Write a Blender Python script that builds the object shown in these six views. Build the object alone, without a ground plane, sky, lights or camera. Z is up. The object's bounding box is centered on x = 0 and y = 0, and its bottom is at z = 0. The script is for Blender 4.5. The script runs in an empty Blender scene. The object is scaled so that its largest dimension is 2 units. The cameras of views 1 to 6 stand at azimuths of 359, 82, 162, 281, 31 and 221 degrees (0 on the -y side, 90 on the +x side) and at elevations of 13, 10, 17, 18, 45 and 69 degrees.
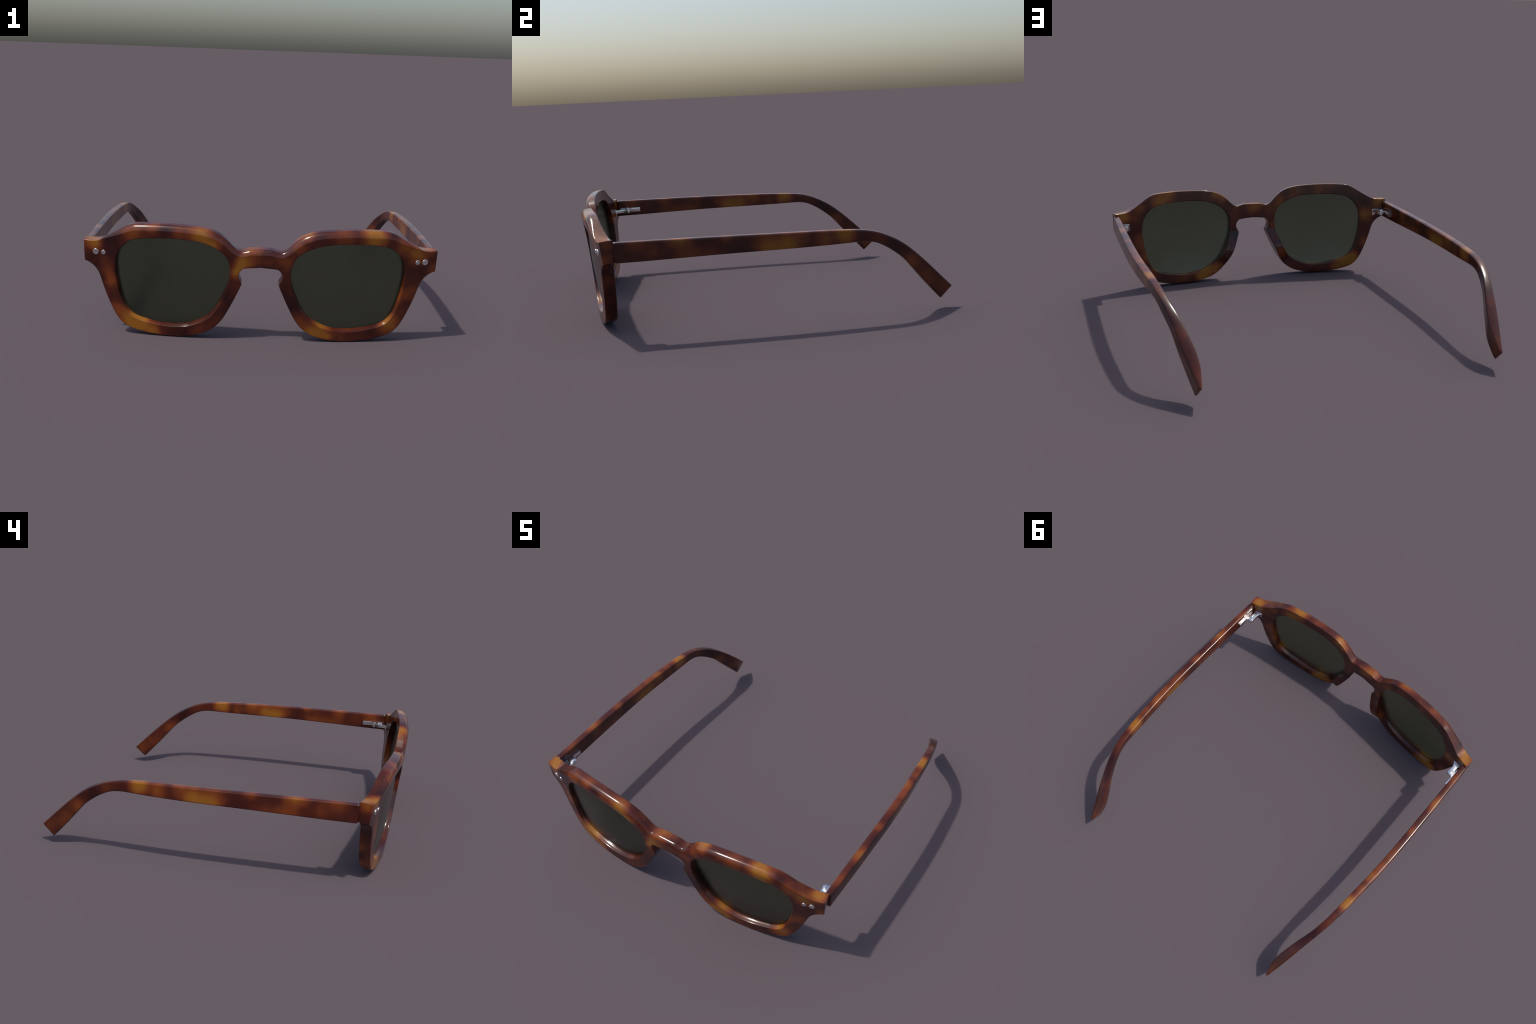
"""Tortoiseshell acetate sunglasses with dark green lenses, standing open on rims and temple tips."""
import bpy
import math
import numpy as np

# ------------------------------------------------------------------ base surface of the front
# front face of the frame: a shallow cylinder-like wrap (x), leaning forward at the top (z)
def front_y(x, z):
    h = z - 0.3
    return -0.97800 + 0.10188 * x * x + 0.02971 * x ** 4 - 0.09818 * h - 0.06505 * h * h

THICK = 0.064      # thickness of the front
SHEAR = 0.10       # the front is cut square to its lean: z rises with depth


def front_point(x, z, d):
    """(x, z) on the front drawing, d metres behind the front face."""
    lean = 0.20376 * x + 0.11884 * x ** 3                      # the cut also stands square to the wrap,
    lean = lean * (1 - 0.6 * smoothstep(.84, .92, x) * smoothstep(.38, .46, z))   # less so at the end pieces
    return np.stack([x - lean * d, front_y(x, z) + d, z + SHEAR * d], -1)


# ------------------------------------------------------------------ curve helpers
def spline(points, per=24, closed=False):
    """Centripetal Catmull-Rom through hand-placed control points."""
    P = np.array(points, float)
    n = len(P)
    if closed:
        P = np.vstack([P[-1], P, P[0], P[1]])
        segs = n
    else:
        P = np.vstack([2 * P[0] - P[1], P, 2 * P[-1] - P[-2]])
        segs = n - 1
    out = []
    for i in range(segs):
        p0, p1, p2, p3 = P[i:i + 4]
        t1 = math.sqrt(np.linalg.norm(p1 - p0))
        t2 = t1 + math.sqrt(np.linalg.norm(p2 - p1))
        t3 = t2 + math.sqrt(np.linalg.norm(p3 - p2))
        t = np.linspace(t1, t2, per, endpoint=False)[:, None]
        a1 = (t1 - t) / t1 * p0 + t / t1 * p1
        a2 = (t2 - t) / (t2 - t1) * p1 + (t - t1) / (t2 - t1) * p2
        a3 = (t3 - t) / (t3 - t2) * p2 + (t - t2) / (t3 - t2) * p3
        b1 = (t2 - t) / t2 * a1 + t / t2 * a2
        b2 = (t3 - t) / (t3 - t1) * a2 + (t - t1) / (t3 - t1) * a3
        out.append((t2 - t) / (t2 - t1) * b1 + (t - t1) / (t2 - t1) * b2)
    out = np.vstack(out)
    if not closed:
        out = np.vstack([out, P[-2]])
    return out


def arclen(P):
    return np.concatenate([[0], np.cumsum(np.linalg.norm(np.diff(P, axis=0), axis=1))])


def resample(P, n):
    s = arclen(P)
    q = np.linspace(0, s[-1], n)
    return np.stack([np.interp(q, s, P[:, k]) for k in range(P.shape[1])], -1)


def smoothstep(a, b, x):
    t = np.clip((x - a) / (b - a), 0, 1)
    return t * t * (3 - 2 * t)


def dist_to_polyline(Q, P):
    """distance of points Q (m,2) to polyline P (n,2), and index of the nearest vertex."""
    best = np.full(len(Q), 1e9)
    idx = np.zeros(len(Q), int)
    A, B = P[:-1], P[1:]
    V = B - A
    L = np.maximum((V * V).sum(1), 1e-12)
    for c in range(0, len(Q), 4000):
        q = Q[c:c + 4000]
        t = np.clip(((q[:, None] - A) * V).sum(-1) / L, 0, 1)
        D = np.linalg.norm(q[:, None] - (A + t[..., None] * V), axis=-1)
        k = D.argmin(1)
        best[c:c + 4000] = D[np.arange(len(q)), k]
        idx[c:c + 4000] = k
    return best, idx


# ------------------------------------------------------------------ drawing of one half of the front
# lower edge: middle of the bridge -> nose cut -> pad -> bottom of the rim -> under the end piece
LOWER = [(0.0, .409), (.035, .4085), (.066, .407), (.083, .4035), (.098, .3945), (.1085, .3815), (.1145, .368), (.1150, .3565),
         (.1105, .342), (.1035, .328), (.0985, .314), (.1035, .299), (.127, .245), (.157, .182), (.189, .122),
         (.219, .082), (.250, .054), (.287, .032), (.335, .0155), (.392, .0040), (.456, .0), (.515, .0015),
         (.570, .0065), (.622, .0140), (.674, .0270), (.723, .0480), (.752, .0745), (.778, .112), (.801, .160),
         (.821, .206), (.841, .262), (.855, .306), (.866, .334), (.882, .3575), (.909, .380), (.942, .3940)]
# upper edge: end piece -> brow -> bridge (z at the front plane)
UPPER = [(.944, .5095), (.905, .5080), (.868, .5112), (.832, .5275), (.790, .5512), (.745, .5778), (.712, .5960),
         (.682, .6065), (.635, .6107), (.555, .6137), (.470, .6135), (.390, .6100), (.320, .6045), (.262, .5922),
         (.214, .5718), (.179, .5455), (.151, .5185), (.128, .4985), (.105, .4890), (.084, .4925), (.058, .4995),
         (.030, .5005), (0.0, .5005)]
# opening for the lens
OPENING = [(.160, .372), (.1635, .411), (.178, .450), (.208, .485), (.262, .5155), (.330, .5365), (.415, .5455),
           (.500, .547), (.575, .5440), (.640, .5365), (.694, .5210), (.731, .4920), (.757, .4560), (.7705, .415),
           (.7735, .372), (.768, .310), (.754, .235), (.734, .172), (.712, .1300), (.684, .1020), (.645, .0840),
           (.612, .0755), (.530, .0605), (.450, .0570), (.375, .0665), (.304, .0965), (.259, .1300), (.217, .189),
           (.187, .256), (.167, .314)]

lower = resample(spline(LOWER), 380)
for p in range(2, len(UPPER)):
    UPPER[p] = (UPPER[p][0], UPPER[p][1] + .0012)
side = resample(np.array([LOWER[-1], UPPER[0]]), 40)[1:-1]
upper = resample(spline(UPPER), 330)
mid = resample(np.array([UPPER[-1], LOWER[0]]), 44)[1:-1]
outer = np.vstack([lower, side, upper, mid])                 # closed, clockwise seen from the front
NT = len(outer)
i_corner_low, i_corner_top = 379, 379 + 39
i_mid_top = i_corner_top + 329
true_edge = outer[:i_mid_top + 1]                             # without the mirror plane

opening = resample(np.vstack([spline(OPENING, closed=True), OPENING[0]]), 1201)[:-1]
LINKS = [((0.0, .409), (.1615, .398)), ((.115, .3575), (.1605, .367)), ((.0985, .314), (.167, .314)),
         ((.127, .245), (.187, .256)), ((.157, .182), (.217, .189)), ((.219, .082), (.270, .120)),
         ((.287, .032), (.320, .087)), ((.456, .0), (.450, .057)), ((.622, .014), (.600, .073)),
         ((.723, .048), (.675, .097)), ((.778, .112), (.715, .133)), ((.821, .206), (.744, .200)),
         ((.855, .306), (.765, .288)), ((.882, .3575), (.7725, .345)), ((.941, .3945), (.7735, .384)),
         ((.943, .5085), (.765, .437)), ((.868, .5105), (.750, .468)), ((.790, .550), (.724, .500)),
         ((.682, .605), (.662, .532)), ((.555, .6122), (.550, .546)), ((.390, .6085), (.395, .544)),
         ((.262, .5905), (.282, .523)), ((.180, .544), (.223, .497)), ((.128, .4975), (.197, .475)),
         ((.105, .4885), (.188, .463)), ((0.0, .5005), (.176, .446))]


def nearest(P, q):
    return int(np.linalg.norm(P - np.array(q), axis=1).argmin())


ko, ki = [], []
for o, i in LINKS:
    ko.append(nearest(outer, o))
    ki.append(nearest(opening, i))
ko, ki = np.array(ko), np.array(ki, float)
# inner curve runs clockwise, the outer one the other way: unwrap it to fall steadily
for j in range(1, len(ki)):
    while ki[j] > ki[j - 1]:
        ki[j] -= len(opening)
ko = np.append(ko, NT)
ki = np.append(ki, ki[0] - len(opening))
fi = np.interp(np.arange(NT), ko, ki)
# relax the correspondence so that it has no kinks
for _ in range(30):
    ext = np.concatenate([[fi[-1] + len(opening)], fi, [fi[0] - len(opening)]])
    fi = 0.5 * fi + 0.25 * (ext[:-2] + ext[2:])
k0 = np.floor(fi).astype(int)
w = (fi - k0)[:, None]
inner = opening[k0 % len(opening)] * (1 - w) + opening[(k0 + 1) % len(opening)] * w
tan = np.roll(inner, -1, 0) - np.roll(inner, 1, 0)
nin = np.stack([tan[:, 1], -tan[:, 0]], -1)
nin /= np.linalg.norm(nin, axis=1)[:, None]
centre = opening.mean(0)
if ((centre - inner) * nin).sum() < 0:
    nin = -nin                                                # points into the opening

# front bevel along the edge: wide and rounded over brow and bridge, a mere break elsewhere
bev = np.full(len(true_edge), 0.0045)
u = true_edge[i_corner_top:]
wide = 0.0315 * (1 - smoothstep(.69, .89, u[:, 0]))
wide *= 1 - 0.22 * (1 - smoothstep(.09, .20, u[:, 0]))
bev[i_corner_top:] = np.maximum(0.0045, wide)
BEVEL_DEPTH = 1.0     # depth / height of the bevel
BACK_BREAK = 0.0045

# the pads beside the nose: the back swells rearwards along the nose edge
PAD = [(.420, 0), (.330, 0), (.316, .0010), (.300, .0080), (.280, .0180), (.260, .0280), (.240, .0370), (.220, .0435), (.200, .0470),
       (.180, .0470), (.160, .0410), (.140, .0310), (.120, .0190), (.100, .0080), (.085, .0020), (.070, 0), (0, 0)]
PADZ = spline(PAD, per=10)[::-1]
edge_pad = np.zeros(NT)
on_nose = (np.arange(NT) < 380) & (outer[:, 0] < .30)
edge_pad[on_nose] = np.interp(outer[on_nose, 1], PADZ[:, 0], PADZ[:, 1])


def bevel_profile(q, b):
    """depth of the front surface at distance q from the edge, bevel of size b: flat chamfer rolling over"""
    a = np.clip(q / b, 0, 1)
    return np.interp(a, [0, .03, .08, .16, .28, .44, .64, .85, 1.0], [1, .82, .67, .52, .38, .25, .13, .048, 0]) * b * BEVEL_DEPTH


def round_profile(q, r):
    a = np.clip(q / r, 0, 1)
    return r * (1 - np.sqrt(np.maximum(0, 1 - (1 - a) ** 2)))


def fractions(n):
    """positions across the face, crowded at both edges"""
    a = np.linspace(0, 1, n)
    return 0.5 - 0.5 * np.sign(np.cos(np.pi * a)) * np.abs(np.cos(np.pi * a)) ** 0.62


NF = 56
span = inner - outer
frac = fractions(NF)
# absolute steps at the outer edge so that narrow bevels are resolved too
grid = outer[:, None] + frac[None, :, None] * span[:, None]
flat = grid.reshape(-1, 2)
d_out, near = dist_to_polyline(flat, true_edge)
d_in, _ = dist_to_polyline(flat, np.vstack([opening, opening[:1]]))
d_out = d_out.reshape(NT, NF)
d_in = d_in.reshape(NT, NF)
b_here = bev[near].reshape(NT, NF)
front_d = bevel_profile(d_out, b_here) + round_profile(d_in, 0.0045)
pad = edge_pad[:, None] * np.ones(NF)[None]
stout = .006 * (1 - smoothstep(.06, .30, grid[..., 0])) + .004 * smoothstep(.78, .86, grid[..., 0]) * smoothstep(.36, .40, grid[..., 1])
back_d = THICK + pad + stout - round_profile(d_out, BACK_BREAK) - round_profile(d_in, 0.0045)
F = front_point(grid[..., 0], grid[..., 1], front_d)
Bk = front_point(grid[..., 0], grid[..., 1], back_d)

# outer wall between the two faces
NW = 7
wall_t = np.linspace(0, 1, NW)[1:-1]
wall = F[:, 0][:, None] * (1 - wall_t[None, :, None]) + Bk[:, 0][:, None] * wall_t[None, :, None]
# inner wall: slopes in from the front to the lens seat, then out again to the back
seat = [(0.0, .0065), (-.0040, .0120), (-.0070, .0200), (-.0085, .0270), (-.0085, .0330), (-.0075, .0390), (-.0055, .0460), (-.0020, .0520)]
inw = []
for r, d in seat:
    q = inner - nin * (r * (.2 + .8 * np.clip(nin[:, 1:] * 1.3, 0, 1)))   # the seat stands in below, hardly at the sides
    dd = np.where(d > .034, .034 + (d - .034) * (THICK + edge_pad - .034 - .006) / (THICK - .034 - .006), d)
    inw.append(front_point(q[:, 0], q[:, 1], dd))
inw = np.stack(inw, 1)

rows = np.concatenate([F, inw, Bk[:, ::-1], wall[:, ::-1]], axis=1)   # closed ring of vertices per station
NR = rows.shape[1]
first_wall = NF + len(seat) + NF - 1                                   # face rows from here on are the outer wall
half_v = rows.reshape(-1, 3)
faces, region = [], []
for t in range(NT):
    t2 = (t + 1) % NT
    on_mirror = t >= i_mid_top
    for r in range(NR):
        r2 = (r + 1) % NR
        if on_mirror and r >= first_wall:
            continue
        faces.append((t * NR + r, t * NR + r2, t2 * NR + r2, t2 * NR + r))
        region.append((t, r))
faces = np.array(faces)
region = np.array(region)

# mirror to the full front, welding on x = 0
mv = half_v.copy()
mv[:, 0] *= -1
nv = len(half_v)
weld = np.abs(half_v[:, 0]) < 1e-6
remap = np.where(weld, np.arange(nv), np.arange(nv) + nv)
all_v = np.vstack([half_v, mv])
all_f = np.vstack([faces, remap[faces[:, ::-1]]])


def area_normals(V, Fc):
    n = np.zeros_like(V)
    c = np.cross(V[Fc[:, 2]] - V[Fc[:, 0]], V[Fc[:, 3]] - V[Fc[:, 1]])
    for k in range(4):
        np.add.at(n, Fc[:, k], c)
    return n / np.maximum(np.linalg.norm(n, axis=1), 1e-12)[:, None]


# orientation: front faces must look to -y
c = np.cross(all_v[faces[:, 2]] - all_v[faces[:, 0]], all_v[faces[:, 3]] - all_v[faces[:, 1]])
if c[region[:, 1] == NF // 2, 1].sum() > 0:
    all_f = all_f[:, ::-1]
normals = area_normals(all_v, all_f)

cent = all_v[faces].mean(1)
zone = np.full(len(faces), 'rim', dtype=object)
zone[cent[:, 0] < .100] = np.where(cent[cent[:, 0] < .100][:, 2] > .33, 'bridge', 'rim')
zone[cent[:, 0] > .822] = np.where(cent[cent[:, 0] > .822][:, 2] > .345, 'end_piece', 'rim')
padrow = (region[:, 1] >= NF + 4) & (edge_pad[region[:, 0]] > .001)
zone[padrow] = 'nose_pad'


# ------------------------------------------------------------------ scene helpers
def new_object(name, mesh, parent, mat):
    ob = bpy.data.objects.new(name, mesh)
    bpy.context.scene.collection.objects.link(ob)
    ob.parent = parent
    if mat and not mesh.materials:
        mesh.materials.append(mat)
    return ob


def mesh_from(name, V, Fc, N=None, mat=None, smooth=True):
    me = bpy.data.meshes.new(name)
    me.from_pydata([tuple(map(float, v)) for v in V], [], [tuple(int(i) for i in f) for f in Fc])
    me.update()
    if smooth:
        me.polygons.foreach_set('use_smooth', [True] * len(me.polygons))
    if N is not None:
        me.normals_split_custom_set_from_vertices([tuple(map(float, n)) for n in N])
    if mat:
        me.materials.append(mat)
    return me


def submesh(name, V, Fc, N, mat):
    used, inv = np.unique(Fc, return_inverse=True)
    return mesh_from(name, V[used], inv.reshape(Fc.shape), N[used], mat)


# ------------------------------------------------------------------ materials
def nodes_of(name):
    m = bpy.data.materials.new(name)
    m.use_nodes = True
    nt = m.node_tree
    return m, nt, nt.nodes['Principled BSDF']


def math_node(nt, op, a, b=None, clamp=False):
    n = nt.nodes.new('ShaderNodeMath')
    n.operation = op
    n.use_clamp = clamp
    for k, v in enumerate((a, b)):
        if v is None:
            continue
        if isinstance(v, (int, float)):
            n.inputs[k].default_value = v
        else:
            nt.links.new(v, n.inputs[k])
    return n.outputs[0]


def blob_mask(nt, vec, blobs, squash):
    """Soft patches: for each (centre, radius, strength) a falling-off ellipsoid, joined softly."""
    total = None
    for (cx, cy, cz), rad, strength in blobs:
        sub = nt.nodes.new('ShaderNodeVectorMath')
        sub.operation = 'SUBTRACT'
        nt.links.new(vec, sub.inputs[0])
        sub.inputs[1].default_value = (cx, cy, cz)
        mul = nt.nodes.new('ShaderNodeVectorMath')
        mul.operation = 'MULTIPLY'
        nt.links.new(sub.outputs[0], mul.inputs[0])
        sx, sy, sz = (rad if isinstance(rad, tuple) else (rad, rad / squash, rad))
        mul.inputs[1].default_value = (1 / sx, 1 / sy, 1 / sz)
        ln = nt.nodes.new('ShaderNodeVectorMath')
        ln.operation = 'LENGTH'
        nt.links.new(mul.outputs[0], ln.inputs[0])
        mr = nt.nodes.new('ShaderNodeMapRange')
        mr.interpolation_type = 'SMOOTHSTEP'
        nt.links.new(ln.outputs['Value'], mr.inputs['Value'])
        mr.inputs['From Min'].default_value = 0.0
        mr.inputs['From Max'].default_value = 1.42
        mr.inputs['To Min'].default_value = 0.90 * strength ** 1.35
        mr.inputs['To Max'].default_value = 0.0
        if total is None:
            total = mr.outputs[0]
        else:                                     # union: a + b (1 - a)
            rest = math_node(nt, 'SUBTRACT', 1.0, total)
            total = math_node(nt, 'ADD', total, math_node(nt, 'MULTIPLY', rest, mr.outputs[0]))
    return total


def tortoise(name, blobs, squash, stretch, noise_gain, warp, mirror=False):
    """Polished acetate: dark red-brown body with cloudy orange and amber patches."""
    m, nt, bsdf = nodes_of(name)
    tc = nt.nodes.new('ShaderNodeTexCoord')
    vec = tc.outputs['Object']
    if mirror:                                   # both temples are cut alike
        ab = nt.nodes.new('ShaderNodeVectorMath')
        ab.operation = 'ABSOLUTE'
        sep = nt.nodes.new('ShaderNodeSeparateXYZ')
        cmb = nt.nodes.new('ShaderNodeCombineXYZ')
        nt.links.new(vec, ab.inputs[0])
        nt.links.new(vec, sep.inputs[0])
        sep2 = nt.nodes.new('ShaderNodeSeparateXYZ')
        nt.links.new(ab.outputs[0], sep2.inputs[0])
        nt.links.new(sep2.outputs[0], cmb.inputs[0])
        nt.links.new(sep.outputs[1], cmb.inputs[1])
        nt.links.new(sep.outputs[2], cmb.inputs[2])
        vec = cmb.outputs[0]
    # cloudy warp of the coordinates
    wn = nt.nodes.new('ShaderNodeTexNoise')
    wn.inputs['Scale'].default_value = 8.5
    wn.inputs['Detail'].default_value = 3.0
    nt.links.new(vec, wn.inputs['Vector'])
    ws = nt.nodes.new('ShaderNodeVectorMath')
    ws.operation = 'SUBTRACT'
    nt.links.new(wn.outputs['Color'], ws.inputs[0])
    ws.inputs[1].default_value = (.5, .5, .5)
    wm = nt.nodes.new('ShaderNodeVectorMath')
    wm.operation = 'SCALE'
    nt.links.new(ws.outputs[0], wm.inputs[0])
    wm.inputs['Scale'].default_value = warp
    wa = nt.nodes.new('ShaderNodeVectorMath')
    wa.operation = 'ADD'
    nt.links.new(vec, wa.inputs[0])
    nt.links.new(wm.outputs[0], wa.inputs[1])
    amber = blob_mask(nt, wa.outputs[0], blobs, squash)
    # background clouds
    mp = nt.nodes.new('ShaderNodeMapping')
    mp.inputs['Scale'].default_value = stretch
    nt.links.new(vec, mp.inputs['Vector'])
    bg = nt.nodes.new('ShaderNodeTexNoise')
    bg.inputs['Scale'].default_value = 7.0
    bg.inputs['Detail'].default_value = 3.5
    bg.inputs['Roughness'].default_value = 0.5
    nt.links.new(mp.outputs[0], bg.inputs['Vector'])
    bgr = nt.nodes.new('ShaderNodeMapRange')
    nt.links.new(bg.outputs['Fac'], bgr.inputs['Value'])
    bgr.inputs['From Min'].default_value = 0.34
    bgr.inputs['From Max'].default_value = 0.72
    bgr.inputs['To Min'].default_value = 0.0
    bgr.inputs['To Max'].default_value = noise_gain
    val = math_node(nt, 'ADD', amber, bgr.outputs[0], clamp=True)
    ramp = nt.nodes.new('ShaderNodeValToRGB')
    nt.links.new(val, ramp.inputs['Fac'])
    cr = ramp.color_ramp
    stops = [(0.0, DARK), (0.28, RED), (0.58, ORANGE), (0.92, AMBER)]
    cr.elements[0].position, cr.elements[0].color = stops[0][0], (*stops[0][1], 1)
    cr.elements[1].position, cr.elements[1].color = stops[-1][0], (*stops[-1][1], 1)
    for p, col in stops[1:-1]:
        e = cr.elements.new(p)
        e.color = (*col, 1)
    nt.links.new(ramp.outputs['Color'], bsdf.inputs['Base Color'])
    bsdf.inputs['Roughness'].default_value = 0.16
    bsdf.inputs['IOR'].default_value = 1.5
    return m


DARK = (0.0215, 0.0034, 0.0030)
RED = (0.072, 0.0132, 0.0052)
ORANGE = (0.170, 0.0385, 0.0075)
AMBER = (0.270, 0.102, 0.0105)


def at_front(x, z, r, s, d=0.0):
    return ((x, float(front_y(x, z)) + d, z), r, s)


FRONT_BLOBS = [
    # left half as seen from the front
    at_front(-.877, .500, .050, .85), at_front(-.682, .567, .055, .50), at_front(-.424, .580, .055, .50),
    at_front(-.318, .570, .075, .85), at_front(-.255, .525, .045, .72), at_front(-.090, .430, .055, .85),
    at_front(-.122, .385, .045, .78), at_front(-.825, .344, .042, .52), at_front(-.803, .290, .045, .55),
    at_front(-.676, .070, .085, 1.0), at_front(-.755, .129, .060, .70), at_front(-.575, .028, .050, .75),
    at_front(-.560, .616, .050, .50, .02), at_front(-.300, .606, .045, .70, .02), at_front(-.055, .500, .045, .60, .03),
    at_front(-.119, .265, .060, .25), at_front(-.905, .515, .065, .95, .04), at_front(-.640, .075, .055, .95, .03),
    # right half
    at_front(.206, .508, .050, .55), at_front(.415, .605, .070, .55, .01), at_front(.594, .575, .080, .85),
    at_front(.580, .617, .055, .85, .03), at_front(.833, .505, .075, .80), at_front(.746, .536, .060, .65),
    at_front(.822, .280, .050, .45), at_front(.296, .050, .080, .85), at_front(.370, .035, .040, .60),
    at_front(.215, .124, .050, .48), at_front(.697, .077, .065, .66), at_front(.129, .439, .045, .42),
    at_front(-.036, .433, .035, .50), at_front(.930, .410, .050, .50, .02), at_front(.250, .590, .045, .85, .04),
    at_front(.910, .512, .055, .80, .04), at_front(.325, .085, .055, .85, .03), at_front(.700, .120, .05, .7, .03),
    at_front(.030, .440, .030, .30), at_front(.760, .260, .05, .60, .03),
    # back
    at_front(-.800, .415, .065, .85, .064), at_front(-.710, .095, .060, .85, .064), at_front(-.591, .038, .045, .60, .064),
    at_front(-.790, .215, .040, .50, .064), at_front(-.206, .520, .050, .45, .064), at_front(-.470, .585, .045, .40, .064),
    at_front(-.008, .480, .060, .80, .064), at_front(.642, .565, .065, .68, .064), at_front(.880, .496, .05, .75, .064),
    at_front(.782, .539, .045, .55, .064), at_front(.350, .048, .055, .85, .064), at_front(.252, .097, .05, .75, .080),
    at_front(.775, .320, .055, .60, .064), at_front(.205, .573, .05, .75, .064), at_front(-.150, .365, .04, .50, .064),
    at_front(-.200, .165, .055, .60, .100), at_front(.735, .205, .05, .50, .064),
]

TEMPLE_BLOBS = [   # patches along the bar, the same on both: (centre), (size), strength
    ((.95, .005, .428), (.11, .105, .058), 1.0), ((.95, -.070, .462), (.11, .060, .05), .50),
    ((.95, .055, .455), (.11, .040, .06), .65), ((.93, .370, .482), (.11, .055, .050), .95),
    ((.94, .266, .449), (.11, .040, .07), .52), ((.94, -.490, .500), (.11, .055, .045), .70),
    ((.94, -.718, .502), (.11, .055, .045), .55), ((.94, -.254, .502), (.11, .040, .030), .50),
    ((.94, -.072, .502), (.11, .050, .025), .40), ((.92, .132, .495), (.11, .045, .035), .60),
    ((.90, .145, .464), (.05, .040, .05), .55), ((.90, -.014, .448), (.05, .050, .05), .70),
    ((.91, .366, .448), (.06, .045, .06), .85), ((.87, .737, .280), (.10, .055, .05), .62),
    ((.90, .554, .442), (.10, .060, .05), .40), ((.81, .870, .160), (.10, .070, .06), .36),
    ((.95, -.753, .444), (.11, .12, .07), .30), ((.94, -.412, .415), (.11, .09, .035), .36),
    ((.80, .960, .120), (.11, .045, .06), .42), ((.91, -.281, .419), (.06, .06, .03), .35),
]

TEMPLE_BLOBS = [(c_, (r_[0], r_[1] * 1.25, r_[2] * 1.25), s_ * .93) for c_, r_, s_ in TEMPLE_BLOBS]
mat_front = tortoise('tortoiseshell_acetate', FRONT_BLOBS, 1.0, (1, 1, 1), 0.40, 0.055)
mat_temple = tortoise('tortoiseshell_acetate_bar', TEMPLE_BLOBS, 1.0, (1, .8, .55), 0.38, 0.035, mirror=True)

mat_lens, nt, bs = nodes_of('green_black_lens')
bs.inputs['Transmission Weight'].default_value = 1.0
bs.inputs['Roughness'].default_value = 0.26
bs.inputs['IOR'].default_value = 1.5
tn = nt.nodes.new('ShaderNodeTexNoise')
tcn = nt.nodes.new('ShaderNodeTexCoord')
nt.links.new(tcn.outputs['Object'], tn.inputs['Vector'])
tn.inputs['Scale'].default_value = 3.0
mx = nt.nodes.new('ShaderNodeValToRGB')
mx.color_ramp.elements[0].color = (0.148, 0.192, 0.118, 1)
mx.color_ramp.elements[1].color = (0.158, 0.202, 0.126, 1)
nt.links.new(tn.outputs['Fac'], mx.inputs['Fac'])
nt.links.new(mx.outputs['Color'], bs.inputs['Base Color'])

mat_metal, nt, bs = nodes_of('polished_steel')
bs.inputs['Metallic'].default_value = 1.0
bs.inputs['Roughness'].default_value = 0.2
tn = nt.nodes.new('ShaderNodeTexNoise')
tn.inputs['Scale'].default_value = 60.0
tcn = nt.nodes.new('ShaderNodeTexCoord')
nt.links.new(tcn.outputs['Object'], tn.inputs['Vector'])
mx = nt.nodes.new('ShaderNodeValToRGB')
mx.color_ramp.elements[0].color = (0.84, 0.84, 0.85, 1)
mx.color_ramp.elements[1].color = (0.92, 0.92, 0.92, 1)
nt.links.new(tn.outputs['Fac'], mx.inputs['Fac'])
nt.links.new(mx.outputs['Color'], bs.inputs['Base Color'])

# ------------------------------------------------------------------ the thing
thing = bpy.data.objects.new('sunglasses', None)
bpy.context.scene.collection.objects.link(thing)
thing['label'] = 'tortoiseshell square sunglasses with dark green lenses, temples open'
thing['category'] = 'sunglasses'

nf = len(faces)
end_pieces = {}
both = np.concatenate([zone, zone])
sidef = np.concatenate([np.ones(nf), -np.ones(nf)])
sel = both == 'bridge'
new_object('bridge', submesh('bridge', all_v, all_f[sel], normals, mat_front), thing, None)
for s in (1, -1):
    for kind in ('rim', 'end_piece', 'nose_pad'):
        sel = (both == kind) & (sidef == s)
        ob = new_object(kind, submesh(kind, all_v, all_f[sel], normals, mat_front), thing, None)
        if kind == 'end_piece':
            end_pieces[s] = ob

# ------------------------------------------------------------------ lenses
nl, rings = 240, 26
lens_edge = resample(np.vstack([opening, opening[:1]]), nl + 1)[:-1]
lt = np.roll(lens_edge, -1, 0) - np.roll(lens_edge, 1, 0)
ln_ = np.stack([lt[:, 1], -lt[:, 0]], -1)
ln_ /= np.linalg.norm(ln_, axis=1)[:, None]
if ((centre - lens_edge) * ln_).sum() < 0:
    ln_ = -ln_
lens_edge = lens_edge + ln_ * (-.002 + .006 * np.clip(ln_[:, 1:], 0, 1))
DOME = 0.019     # the lenses are more curved than the front


LENS_TURN = (-0.020, -0.006)      # temporal side forward, lower side back


def lens_sheet(depth):
    V = []
    for k in range(rings):
        f = 1 - k / rings
        q = centre + (lens_edge - centre) * f
        turn = LENS_TURN[0] * (q[:, 0] - centre[0]) + LENS_TURN[1] * (q[:, 1] - centre[1])
        V.append(front_point(q[:, 0], q[:, 1], depth - DOME * (1 - f * f) + turn))
    V.append(front_point(centre[None, 0], centre[None, 1], np.array([depth - DOME])))
    return np.vstack(V)


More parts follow.
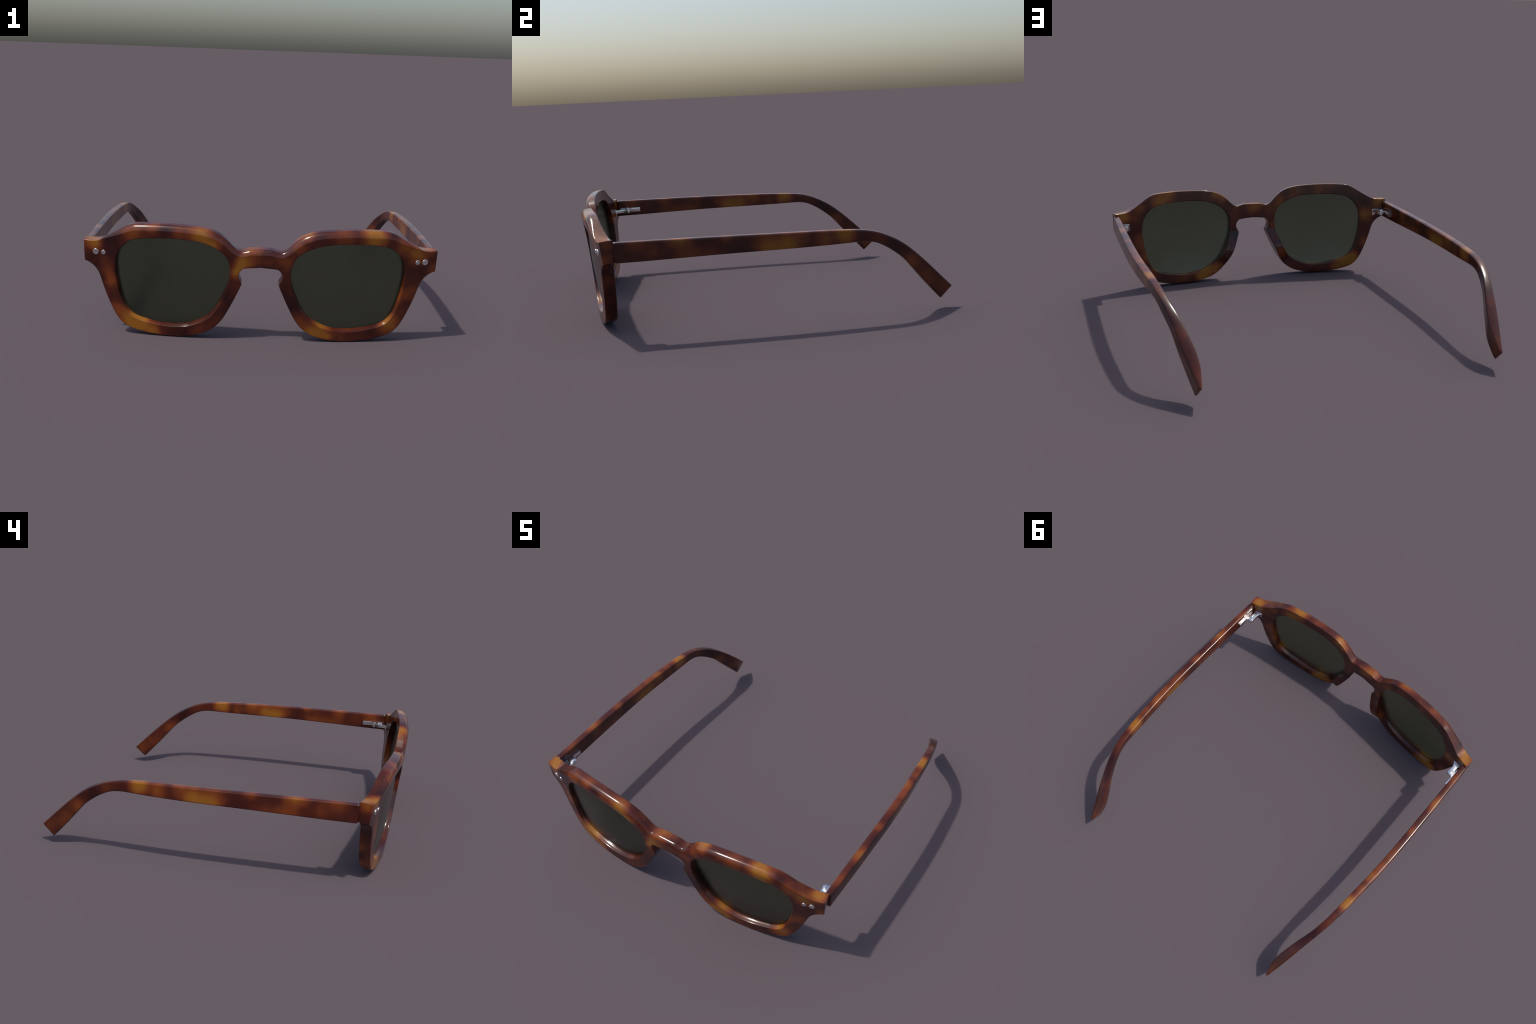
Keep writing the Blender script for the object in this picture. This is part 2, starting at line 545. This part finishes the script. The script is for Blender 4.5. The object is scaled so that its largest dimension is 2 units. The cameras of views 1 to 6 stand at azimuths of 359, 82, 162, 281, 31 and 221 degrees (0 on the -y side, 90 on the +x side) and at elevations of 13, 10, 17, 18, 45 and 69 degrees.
La, Lb = lens_sheet(.0270), lens_sheet(.0400)
nlv = len(La)
LV = np.vstack([La, Lb])
LF = []
for k in range(rings - 1):
    for j in range(nl):
        a, b = k * nl + j, k * nl + (j + 1) % nl
        LF.append((a, b, b + nl, a + nl))
        LF.append((a + nlv, a + nl + nlv, b + nl + nlv, b + nlv))
for j in range(nl):
    a, b = (rings - 1) * nl + j, (rings - 1) * nl + (j + 1) % nl
    LF.append((a, b, nlv - 1))
    LF.append((a + nlv, 2 * nlv - 1, b + nlv))
    a, b = j, (j + 1) % nl
    LF.append((a, a + nlv, b + nlv, b))


def fix_normals(me):
    import bmesh
    bm = bmesh.new()
    bm.from_mesh(me)
    bmesh.ops.recalc_face_normals(bm, faces=bm.faces)
    bm.to_mesh(me)
    bm.free()
    me.update()


def sharp_by_angle(me, deg):
    import bmesh
    bm = bmesh.new()
    bm.from_mesh(me)
    lim = math.radians(deg)
    for e in bm.edges:
        if len(e.link_faces) == 2 and e.calc_face_angle(0) > lim:
            e.smooth = False
    for f in bm.faces:
        f.smooth = True
    bm.to_mesh(me)
    bm.free()
    me.update()


for s in (1, -1):
    me = mesh_from('lens', LV * np.array([s, 1, 1]), LF)
    fix_normals(me)
    sharp_by_angle(me, 40)
    new_object('lens', me, thing, mat_lens)

# ------------------------------------------------------------------ temples
# stations: upper edge (y, z) and the point across the bar on the lower edge (y, z)
BAR = [(-.820, .5030, -.814, .3975), (-.660, .5020, -.655, .3995), (-.500, .5005, -.497, .4030), (-.200, .4970, -.200, .4085),
       (.050, .4925, .045, .4100), (.250, .4880, .240, .4115), (.389, .4825, .383, .4140), (.458, .4770, .448, .4160),
       (.511, .4690, .498, .4135), (.563, .4560, .543, .4040), (.611, .4375, .585, .3855), (.660, .4130, .627, .3600),
       (.710, .3815, .668, .3305), (.761, .3415, .710, .2950), (.812, .2965, .760, .2390), (.881, .2310, .822, .1680),
       (.940, .1735, .877, .1075), (.999, .1145, .930, .0490)]
XO = np.array([(-.83, .942), (-.54, .950), (-.36, .954), (-.10, .9565), (.12, .952), (.26, .944), (.41, .9335),
               (.527, .9215), (.618, .9050), (.69, .8870), (.757, .8680), (.831, .8480), (.909, .8245), (1.0, .796)])
TH = np.array([(-.83, .0360), (-.6, .0410), (-.27, .0445), (.15, .0455), (.40, .0445), (.55, .0420), (.65, .0450), (.72, .0520),
               (.78, .0575), (.85, .0620), (.90, .0600), (1.0, .0600)])
XO[:, 1] += .0028 + .0022 * smoothstep(.6, .8, XO[:, 0])
xo_curve, th_curve = spline(XO), spline(TH)


def outer_x(y):
    return np.interp(y, xo_curve[:, 0], xo_curve[:, 1])


def inner_x(y, x_out, rest):
    """inner side of the bar; rest: distance left to the tip, towards which it rolls out to a thin edge"""
    t = x_out - (outer_x(y) - np.interp(y, th_curve[:, 0], th_curve[:, 1]))
    lim = 0.0140 + 0.36 * rest
    k = 110.0
    return x_out + np.log(np.exp(-k * t) + np.exp(-k * lim)) / k


BAR = np.array(BAR)
BAR[:, 1] -= .0016
drop = smoothstep(.50, .62, BAR[:, 0])
BAR[:, 1] -= .0022 * drop
BAR[:, 0] -= .0022 * drop * (BAR[:, 0] < .97)
BAR[:, 3] -= .0016 * drop
ST = resample(spline(BAR, per=20), 260)
rest_len = arclen(ST[:, :2])
rest_len = rest_len[-1] - rest_len


def section(h, w, r, seg=5):
    """rounded rectangle, (across 0..w from the outer side, down 0..h)"""
    out = []
    for cx, cy, a0 in ((r, r, 180), (w - r, r, 270), (w - r, h - r, 0), (r, h - r, 90)):
        for k in range(seg + 1):
            a = math.radians(a0 + 90 * k / seg)
            out.append((cx + r * math.cos(a), cy + r * math.sin(a)))
    P = np.array(out)
    full = []
    for k in range(len(P)):
        full.append(P[k])
        nxt = P[(k + 1) % len(P)]
        m = 6 if np.linalg.norm(nxt - P[k]) > .02 else 0
        for q in range(1, m):
            full.append(P[k] + (nxt - P[k]) * q / m)
    return full


SEC_W, SEC_H, SEC_R = .038, .09, .0065
SEC = section(SEC_H, SEC_W, SEC_R)


def fit(v, full, size, r):
    """rounded corner kept in absolute size, straight parts stretched"""
    if v < SEC_R:
        return v / SEC_R * r
    if v > full - SEC_R:
        return size - (full - v) / SEC_R * r
    return r + (v - SEC_R) / (full - 2 * SEC_R) * (size - 2 * r)


def bar_ring(row, rest, inset):
    yt, zt, yb, zb = row
    h = math.hypot(yt - yb, zt - zb)
    sec = []
    for a, b in SEC:
        v0 = b / SEC_H
        y0 = yt + (yb - yt) * v0
        xo = float(outer_x(y0 + .6 * (yt - y0)))
        w = xo - float(inner_x(y0, xo, rest))
        r = min(SEC_R, w * .42)
        pa, pb = fit(a, SEC_W, w, r), fit(b, SEC_H, h, r)
        # slightly crowned top and bottom
        ca = .0022 * (1 - (2 * pa / w - 1) ** 2) * (w / .04)
        pb += ca * (2 * pb / h - 1)
        pa = inset + pa / w * (w - 2 * inset)
        pb = inset + pb / h * (h - 2 * inset)
        v = pb / h
        sec.append((xo - pa, yt + (yb - yt) * v, zt + (zb - zt) * v))
    return np.array(sec)


def along(row_a, row_b, t):
    return row_a + (row_b - row_a) * t


ring_list = []
start = ST[0]
drn = (ST[1] - ST[0])
drn = drn / np.linalg.norm(drn[:2])
for off, ins in ((0.0, .012), (0.0, .0035), (.001, .0013), (.0035, 0.0)):
    ring_list.append(bar_ring(start + drn * off, rest_len[0], ins))
for k in range(2, len(ST) - 2):
    ring_list.append(bar_ring(ST[k], rest_len[k], 0))
endd = ST[-1] - ST[-2]
endd = endd / np.linalg.norm(endd[:2])
for off, ins in ((-.0045, 0.0), (-.0015, .0012), (0.0, .0035), (0.0, .0045)):
    ring_list.append(bar_ring(ST[-1] + endd * off, 0, ins))
m = len(ring_list[0])
TV = np.vstack(ring_list)
TF = []
for k in range(len(ring_list) - 1):
    for j in range(m):
        a, b = k * m + j, k * m + (j + 1) % m
        TF.append((a, b, b + m, a + m))
TF.append(tuple(range(m)))
TF.append(tuple(range((len(ring_list) - 1) * m, len(ring_list) * m))[::-1])
temples = {}
for s in (1, -1):
    me = mesh_from('temple', TV * np.array([s, 1, 1]), TF)
    fix_normals(me)
    sharp_by_angle(me, 50)
    temples[s] = new_object('temple', me, thing, mat_temple)

# ------------------------------------------------------------------ metalwork
import bmesh


def prism(outline, z0, z1, bevel=.0012):
    """plan outline (x, y) raised from z0 to z1 with broken edges"""
    bm = bmesh.new()
    lo = [bm.verts.new((x, y, z0)) for x, y in outline]
    hi = [bm.verts.new((x, y, z1)) for x, y in outline]
    n = len(outline)
    bm.faces.new(lo[::-1])
    bm.faces.new(hi)
    for k in range(n):
        bm.faces.new((lo[k], lo[(k + 1) % n], hi[(k + 1) % n], hi[k]))
    bmesh.ops.recalc_face_normals(bm, faces=bm.faces)
    if bevel:
        ed = [e for e in bm.edges if e.calc_face_angle(0) > math.radians(35)]
        bmesh.ops.bevel(bm, geom=ed, offset=bevel, segments=2, affect='EDGES', profile=.6)
    return bm


def merge(name, bms, s):
    V, Fc = [], []
    for bm in bms:
        bm.verts.index_update()
        o = len(V)
        V += [(v.co.x * s, v.co.y, v.co.z) for v in bm.verts]
        Fc += [tuple(o + v.index for v in f.verts) for f in bm.faces]
        bm.free()
    me = mesh_from(name, V, Fc)
    fix_normals(me)
    sharp_by_angle(me, 35)
    return me


PIVOT = np.array((.8775, -.7495))


def arc(cx, cy, r, a0, a1, n):
    return [(cx + r * math.cos(math.radians(a)), cy + r * math.sin(math.radians(a))) for a in np.linspace(a0, a1, n)]


for s in (1, -1):
    # leaf on the front: flange on the back of the end piece and an arm that carries the barrel
    arm = [(.8500, -.8255), (.8480, -.8400), (.9040, -.8330), (.8995, -.8205), (.8935, -.8080), (.8915, -.7900)]
    arm += arc(PIVOT[0], PIVOT[1], .0175, -10, 205, 16) + [(.8625, -.7850), (.8600, -.8050), (.8570, -.8170)]
    flange = [(.8460, -.8265), (.8440, -.8440), (.9060, -.8330), (.9010, -.8195)]
    me = merge('hinge', [prism(arm, .4225, .4435), prism(flange, .4010, .4455, .002)], s)
    hinge = new_object('hinge', me, thing, mat_metal)
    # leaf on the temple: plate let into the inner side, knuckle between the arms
    plate = [(.9180, -.8000), (.9025, -.8000), (.9000, -.7400), (.8970, -.6630), (.9120, -.6630)]
    knuckle = arc(PIVOT[0], PIVOT[1], .0168, 60, 275, 14) + [(.9060, -.7720), (.9060, -.7200), (.9000, -.7210)]
    me = merge('hinge_leaf', [prism(plate, .4235, .4510), prism(knuckle, .4437, .4520)], s)
    new_object('hinge_leaf', me, hinge, mat_metal)
    # screw with a slot
    bm1 = prism(arc(PIVOT[0], PIVOT[1], .0105, 0, 360 - 18, 20), .4200, .4545, .0012)
    ca, sa = math.cos(math.radians(35)), math.sin(math.radians(35))
    halves = []
    for sg in (1, -1):
        a = arc(0, 0, .0100, 12, 168, 14)
        halves.append(prism([(PIVOT[0] + ca * x - sa * y * sg, PIVOT[1] + sa * x + ca * y * sg) for x, y in a], .4530, .4568, .0008))
    me = merge('screw', [bm1] + halves, s)
    new_object('screw', me, hinge, mat_metal)

# rivets: low domed pins through the end pieces
for s in (1, -1):
    for x, z, r in ((.8770, .448, .0164), (.8350, .448, .0128)):
        base = np.array([x, float(front_y(x, z)), z])
        e = 1e-3
        nx = np.array([-(front_y(x + e, z) - front_y(x - e, z)) / (2 * e), 1.0, -(front_y(x, z + e) - front_y(x, z - e)) / (2 * e)])
        nrm = -nx / np.linalg.norm(nx)
        a = np.cross(nrm, (0, 0, 1.0))
        a /= np.linalg.norm(a)
        b = np.cross(nrm, a)
        prof = [(1.0, -.006), (1.0, .0020), (.975, .0030), (.93, .0035), (.86, .0037), (.60, .0038), (.20, .0038)]
        V, Fc = [], []
        n = 36
        for f, h in prof:
            for k in range(n):
                t = 2 * math.pi * k / n
                V.append(base + nrm * h + (a * math.cos(t) + b * math.sin(t)) * r * f)
        for i in range(len(prof) - 1):
            for k in range(n):
                Fc.append((i * n + k, i * n + (k + 1) % n, (i + 1) * n + (k + 1) % n, (i + 1) * n + k))
        Fc.append(tuple(range((len(prof) - 1) * n, len(prof) * n)))
        Fc.append(tuple(range(n))[::-1])
        me = mesh_from('rivet', np.array(V) * np.array([s, 1, 1]), Fc)
        fix_normals(me)
        sharp_by_angle(me, 50)
        new_object('rivet', me, end_pieces[s], mat_metal)
